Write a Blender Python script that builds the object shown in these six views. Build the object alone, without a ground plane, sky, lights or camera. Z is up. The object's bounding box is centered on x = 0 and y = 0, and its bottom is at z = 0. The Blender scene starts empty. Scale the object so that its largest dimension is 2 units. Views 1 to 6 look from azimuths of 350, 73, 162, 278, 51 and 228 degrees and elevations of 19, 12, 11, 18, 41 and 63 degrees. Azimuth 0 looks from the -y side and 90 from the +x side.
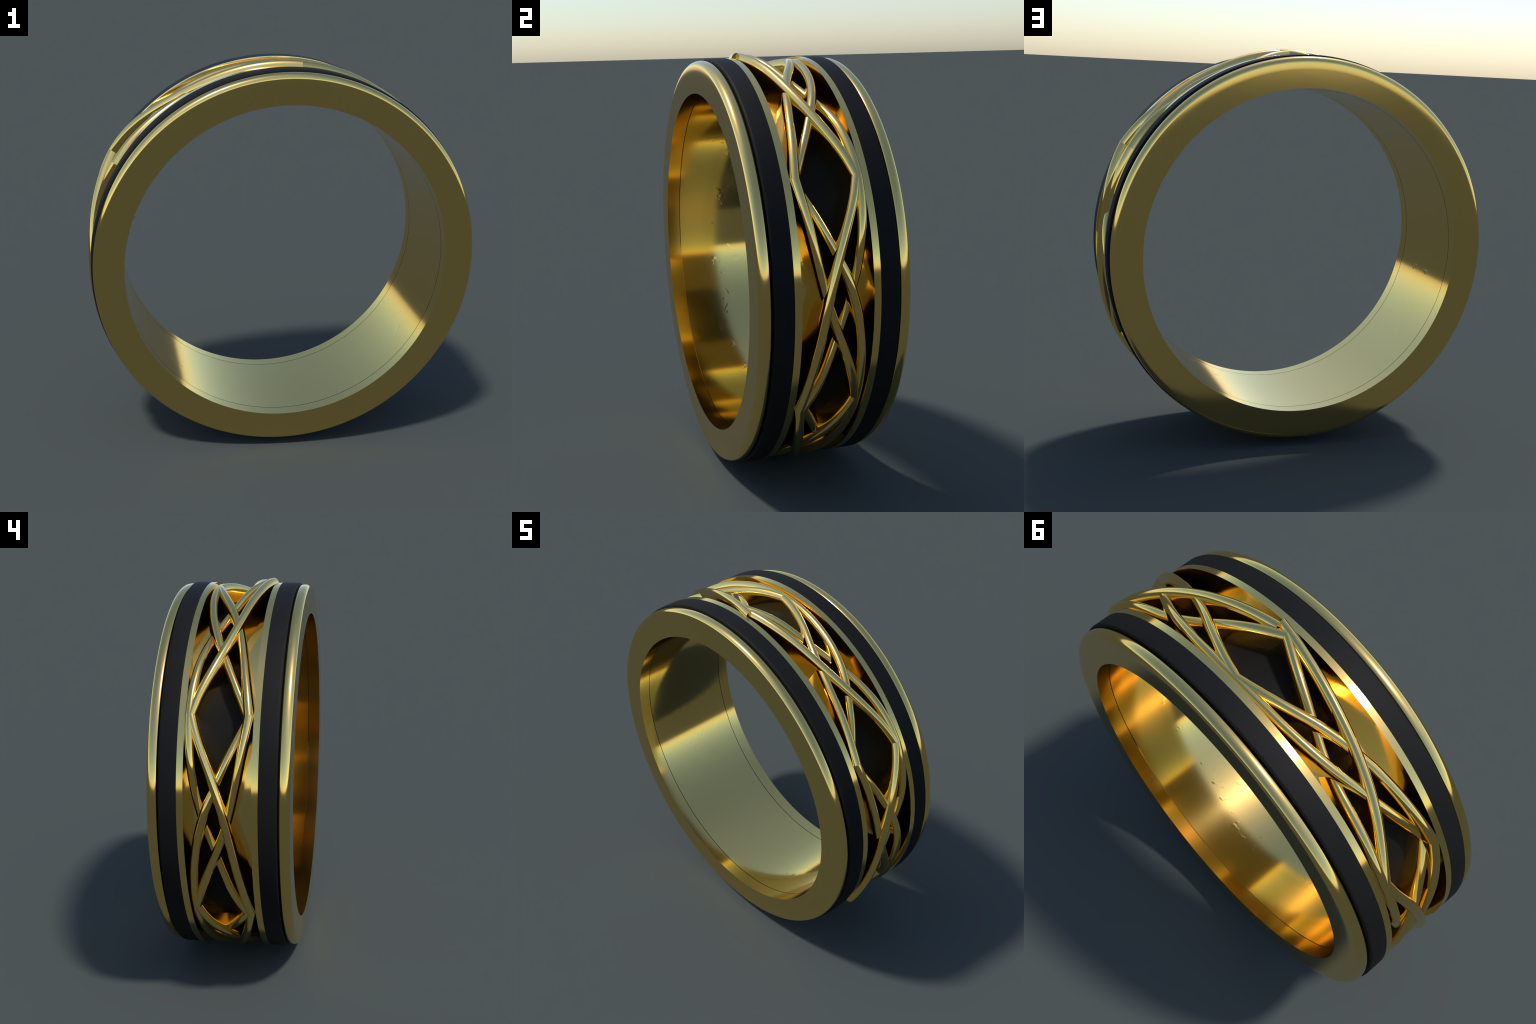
# A wide finger ring: two polished gold rims, two satin black bands, and between
# them a sunken channel with an open braid of gold wires over a black core.
import bpy, bmesh, math
import numpy as np

CENTRE_Z = 1.0025          # height of the ring axis; the axis runs along y
SEG = 288                  # segments round the ring

# ------------------------------------------------------------------ materials
def new_mat(name):
    m = bpy.data.materials.new(name)
    m.use_nodes = True
    nt = m.node_tree
    return m, nt, nt.nodes["Principled BSDF"]

def gold_material(name, rough=0.10, scratches=False):
    m, nt, p = new_mat(name)
    p.inputs["Metallic"].default_value = 1.0
    tc = nt.nodes.new("ShaderNodeTexCoord")
    n = nt.nodes.new("ShaderNodeTexNoise")
    n.inputs["Scale"].default_value = 3.0
    n.inputs["Detail"].default_value = 3.0
    nt.links.new(tc.outputs["Object"], n.inputs["Vector"])
    # faint cloudiness of the polish
    r = nt.nodes.new("ShaderNodeMapRange")
    r.inputs["To Min"].default_value = rough * 0.9
    r.inputs["To Max"].default_value = rough * 1.1
    nt.links.new(n.outputs["Fac"], r.inputs["Value"])
    nt.links.new(r.outputs["Result"], p.inputs["Roughness"])
    c = nt.nodes.new("ShaderNodeValToRGB")
    c.color_ramp.elements[0].position = 0.3
    c.color_ramp.elements[0].color = GOLD_A
    c.color_ramp.elements[1].position = 0.7
    c.color_ramp.elements[1].color = GOLD_B
    nt.links.new(n.outputs["Fac"], c.inputs["Fac"])
    nt.links.new(c.outputs["Color"], p.inputs["Base Color"])
    if scratches:
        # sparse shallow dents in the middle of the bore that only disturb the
        # mirror here and there
        s = nt.nodes.new("ShaderNodeTexNoise")
        s.inputs["Scale"].default_value = 16.0
        s.inputs["Detail"].default_value = 2.0
        nt.links.new(tc.outputs["Object"], s.inputs["Vector"])
        k = nt.nodes.new("ShaderNodeMapRange")
        k.inputs["From Min"].default_value = 0.62
        k.inputs["From Max"].default_value = 0.75
        nt.links.new(s.outputs["Fac"], k.inputs["Value"])
        sep = nt.nodes.new("ShaderNodeSeparateXYZ")
        nt.links.new(tc.outputs["Object"], sep.inputs["Vector"])
        ab = nt.nodes.new("ShaderNodeMath"); ab.operation = "ABSOLUTE"
        nt.links.new(sep.outputs["Y"], ab.inputs[0])
        w = nt.nodes.new("ShaderNodeMapRange")
        w.inputs["From Min"].default_value = 0.14
        w.inputs["From Max"].default_value = 0.10
        nt.links.new(ab.outputs["Value"], w.inputs["Value"])
        mu = nt.nodes.new("ShaderNodeMath"); mu.operation = "MULTIPLY"
        nt.links.new(k.outputs["Result"], mu.inputs[0])
        nt.links.new(w.outputs["Result"], mu.inputs[1])
        bp = nt.nodes.new("ShaderNodeBump")
        bp.inputs["Strength"].default_value = 0.18
        bp.inputs["Distance"].default_value = 0.0012
        nt.links.new(mu.outputs["Value"], bp.inputs["Height"])
        nt.links.new(bp.outputs["Normal"], p.inputs["Normal"])
    return m

def black_material(name, rough, col, spec=0.5):
    m, nt, p = new_mat(name)
    tc = nt.nodes.new("ShaderNodeTexCoord")
    n = nt.nodes.new("ShaderNodeTexNoise")
    n.inputs["Scale"].default_value = 5.0
    n.inputs["Detail"].default_value = 4.0
    nt.links.new(tc.outputs["Object"], n.inputs["Vector"])
    c = nt.nodes.new("ShaderNodeValToRGB")
    lo = tuple(v * 0.92 for v in col) + (1,)
    hi = tuple(v * 1.08 for v in col) + (1,)
    c.color_ramp.elements[0].position = 0.3
    c.color_ramp.elements[0].color = lo
    c.color_ramp.elements[1].position = 0.7
    c.color_ramp.elements[1].color = hi
    nt.links.new(n.outputs["Fac"], c.inputs["Fac"])
    nt.links.new(c.outputs["Color"], p.inputs["Base Color"])
    p.inputs["Roughness"].default_value = rough
    p.inputs["Specular IOR Level"].default_value = spec
    return m

GOLD_A = (0.985, 0.685, 0.215, 1)
GOLD_B = (1.000, 0.705, 0.230, 1)
MAT_GOLD = gold_material("polished_gold", 0.10)
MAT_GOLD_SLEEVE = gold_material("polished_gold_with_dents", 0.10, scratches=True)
MAT_BAND = black_material("satin_black", 0.6, (0.0104, 0.0099, 0.0096), 0.10)
MAT_CORE = black_material("deep_black", 0.5, (0.0085, 0.0079, 0.0072), 0.1)

# ------------------------------------------------------------------ helpers
root = bpy.data.objects.new("finger_ring", None)
root["label"] = "gold ring with black bands and braided gold wire channel"
root["category"] = "ring"
bpy.context.scene.collection.objects.link(root)

def add_object(name, mesh, angle=0.0):
    ob = bpy.data.objects.new(name, mesh)
    bpy.context.scene.collection.objects.link(ob)
    ob.parent = root
    ob.location = (0, 0, CENTRE_Z)
    ob.rotation_euler = (0, math.radians(angle), 0)
    return ob

def make_mesh(name, verts, faces, mat, sharp=None):
    me = bpy.data.meshes.new(name)
    me.from_pydata(verts, [], faces)
    bm = bmesh.new()
    bm.from_mesh(me)
    bmesh.ops.recalc_face_normals(bm, faces=bm.faces[:])
    bm.to_mesh(me)
    bm.free()
    me.polygons.foreach_set("use_smooth", [True] * len(me.polygons))
    if sharp:
        for e in me.edges:
            a, b = e.vertices
            if sharp(a, b):
                e.use_edge_sharp = True
    me.materials.append(mat)
    me.update()
    return me

def lathe(name, profile, mat, mirror=False):
    """Turn a closed (axial t, radius, sharp) outline round the y axis."""
    prof = [(-t, r, s) for t, r, s in reversed(profile)] if mirror else profile
    n = len(prof)
    verts, faces = [], []
    for i in range(SEG):
        a = 2 * math.pi * i / SEG
        for t, r, s in prof:
            verts.append((r * math.sin(a), t, r * math.cos(a)))
    for i in range(SEG):
        j = (i + 1) % SEG
        for k in range(n):
            l = (k + 1) % n
            faces.append((i * n + k, i * n + l, j * n + l, j * n + k))
    flags = [p[2] for p in prof]
    def sharp(a, b):
        return a % n == b % n and flags[a % n]
    return add_object(name, make_mesh(name, verts, faces, mat, sharp))

def catmull(xs, ys):
    xs = np.asarray(xs, float); ys = np.asarray(ys, float)
    m = np.gradient(ys, xs)
    def f(x):
        x = np.clip(x, xs[0], xs[-1])
        i = np.clip(np.searchsorted(xs, x) - 1, 0, len(xs) - 2)
        h = xs[i + 1] - xs[i]; u = (x - xs[i]) / h
        return ((2*u**3 - 3*u**2 + 1) * ys[i] + (u**3 - 2*u**2 + u) * h * m[i]
                + (-2*u**3 + 3*u**2) * ys[i + 1] + (u**3 - u**2) * h * m[i + 1])
    return f

# ------------------------------------------------------------------ turned parts
# outer rim: flat side face, softly crowned edge, flat bore
RIM = [(0.2661, 0.8120, True), (0.3320, 0.8126, True), (0.3320, 0.9020, False), (0.3320, 0.9350, False),
       (0.3316, 0.9402, False), (0.3302, 0.9465, False), (0.3268, 0.9530, False),
       (0.3200, 0.9590, False), (0.3110, 0.9625, False), (0.3010, 0.9636, False),
       (0.2910, 0.9630, False), (0.2837, 0.9606, False), (0.2794, 0.9565, False),
       (0.2776, 0.9500, False), (0.2776, 0.9240, True), (0.2640, 0.9240, True),
       (0.2640, 0.8350, True), (0.2661, 0.8350, True)]
BAND = [(0.2742, 0.9255, True), (0.2742, 0.9620, False), (0.2732, 0.9675, False),
        (0.2705, 0.9708, False), (0.2650, 0.9720, False), (0.1888, 0.9720, True),
        (0.1888, 0.9255, True)]
SLEEVE = [(-0.2627, 0.8120, True), (0.2627, 0.8120, True), (0.2627, 0.9240, True),
          (0.1876, 0.9240, True), (0.1876, 0.9716, True), (0.1570, 0.9716, True),
          (0.1570, 0.8500, True), (-0.1570, 0.8500, True), (-0.1570, 0.9716, True),
          (-0.1876, 0.9716, True), (-0.1876, 0.9240, True), (-0.2627, 0.9240, True)]
for flip in (False, True):
    lathe("rim", RIM, MAT_GOLD, flip)
    lathe("black_band", BAND, MAT_BAND, flip)
lathe("sleeve", SLEEVE, MAT_GOLD_SLEEVE)

# ------------------------------------------------------------------ braid
# One cell of the braid spans 60 degrees, from a node at 0 to a node at -60.
# Each wire: centre line (axial offset) and crest radius against the angle.
A5 = list(range(-60, 1, 5))
WIRES = {
    "over": dict(      # straight strand, on top of everything
        t=[0.129, 0.104, 0.073, 0.041, 0.012, -0.013, -0.035, -0.054, -0.071, -0.088, -0.104, -0.119, -0.134],
        r=([-60, -50, -45, -41, -36, -30, -24, -18, -10, 0],
           [1.0000, .9950, .9915, .988, .984, .9815, .983, .987, .9925, .9975])),
    "under": dict(     # bows out at -60, dives below the two cross strands
        t=[0.137, 0.134, 0.128, 0.119, 0.107, 0.093, 0.074, 0.050, 0.021, -0.009, -0.040, -0.077, -0.119],
        r=([-60, -55, -50, -46, -42, -38, -34, -26, -18, -14, -10, -5, 0],
           [1.000, .997, .991, .983, .970, .954, .938, .926, .939, .954, .970, .985, .994])),
    "bow": dict(       # cross strand that bows out at 0
        t=[-0.126, -0.091, -0.054, -0.018, 0.017, 0.049, 0.076, 0.097, 0.112, 0.124, 0.131, 0.136, 0.137],
        r=([-60, -54, -46, -40, -34, -28, -20, 0],
           [.944, .953, .961, .967, .973, .971, .966, .961])),
    "corner": dict(    # cross strand with a sharp corner at -60
        t=[-0.134, -0.122, -0.108, -0.093, -0.077, -0.060, -0.039, -0.014, 0.016, 0.050, 0.081, 0.108, 0.129],
        r=([-60, -54, -48, -38, -28, -18, -10, 0],
           [.996, .991, .983, .968, .959, .963, .965, .963])),
}
WIRES["over"]["t"].append(-0.150)      # run-on past the node, used at the seam
WIRES["over"]["r"][0].append(5); WIRES["over"]["r"][1].append(.9975)
for w in WIRES.values():
    w["ft"] = catmull((A5 + [5])[:len(w["t"])], w["t"])
    w["fr"] = catmull(*w["r"])

HALF = 0.0245      # half width of a wire
CROWN = 0.038      # height of its rounded crown
FOOT = 0.8480      # radius at which every wire is rooted, below the core surface

def wire_section(height):
    """Half-elliptic crown on slightly splayed flanks: (lateral, depth) pairs."""
    pts = []
    for i in range(19):
        a = math.pi * i / 18
        pts.append((HALF * math.cos(a), -CROWN * (1 - math.sin(a))))
    pts.append((-HALF - 0.004, -height))
    pts.append((HALF + 0.004, -height))
    return pts

def wire_mesh(name, w, mirrored, a0=-60.0, a1=0.0, lift=0.0, n=72):
    ang = np.linspace(a0, a1, n + 1)
    t = w["ft"](ang); r = w["fr"](ang) + lift
    th = np.radians(ang)
    P = np.stack([r * np.sin(th), t, r * np.cos(th)], 1)
    T = np.gradient(P, axis=0)
    T /= np.linalg.norm(T, axis=1)[:, None]
    N = np.stack([np.sin(th), 0 * th, np.cos(th)], 1)
    L = np.cross(T, N); L /= np.linalg.norm(L, axis=1)[:, None]
    N2 = np.cross(L, T)
    # ends are mitred in the plane of the node so that neighbours meet
    y = np.array([0, 1.0, 0])
    for i in (0, n):
        s = L[i] @ y
        L[i] = y * np.sign(s) / max(abs(s), 0.6)
        N2[i] = N[i]
    m = len(wire_section(0.1))
    V = []
    for i in range(n + 1):
        for u, v in wire_section(r[i] - FOOT):
            q = P[i] + L[i] * u + N2[i] * v
            V.append((-q[0] if mirrored else q[0], q[1], q[2]))
    F = []
    for i in range(n):
        for k in range(m):
            l = (k + 1) % m
            f = (i * m + k, (i + 1) * m + k, (i + 1) * m + l, i * m + l)
            F.append(f[::-1] if mirrored else f)
    c0 = tuple(range(m)); c1 = tuple(range(n * m, n * m + m))
    F.append(c0 if not mirrored else c0[::-1])
    F.append(c1[::-1] if not mirrored else c1)
    last = n * m
    def sharp(a, b):
        ends = (a < m and b < m) or (a >= last and b >= last)
        return ends or (a % m == b % m and a % m >= m - 2)
    return make_mesh(name, V, F, MAT_GOLD, sharp)

for mirrored in (False, True):
    for key, w in WIRES.items():
        me = wire_mesh("wire", w, mirrored)
        for k in range(3):
            if key == "over" and k == 0:
                # at the crown the strand does not quite close on itself:
                # one end overshoots the node and the other stops short of it
                seam = (wire_mesh("wire", w, True, a1=-2.9, lift=-0.0015) if mirrored
                        else wire_mesh("wire", w, False, a1=3.2))
                add_object("wire", seam)
            else:
                add_object("wire", me, 120.0 * k)

# ------------------------------------------------------------------ black core
# Black filling under the braid; its outline follows the outermost wires.
def core(name):
    n = 360
    low = 0.845
    ang = np.arange(n) * 360.0 / n
    # fold every angle into the base cell (period 120 deg, mirrored at each node)
    f = np.mod(ang, 120.0)
    f = -np.where(f > 60, 120 - f, f)
    off = np.array([w["ft"](f) for w in WIRES.values()])
    hi, lo = off.max(axis=0), off.min(axis=0)
    V, F = [], []
    # the floor is highest in the diamonds and dips between them
    dip = 0.015 * np.clip((np.minimum(-f, 60 + f) - 12) / 12, 0, 1)
    for a, p, q, top in zip(np.radians(ang), hi, lo, 0.867 - dip):
        for t, r in ((p, top), (q, top), (q, low), (p, low)):
            V.append((r * math.sin(a), t, r * math.cos(a)))
    for i in range(n):
        j = (i + 1) % n
        for k in range(4):
            l = (k + 1) % 4
            F.append((i * 4 + k, j * 4 + k, j * 4 + l, i * 4 + l))
    add_object(name, make_mesh(name, V, F, MAT_CORE, lambda a, b: a % 4 == b % 4))
core("black_core")
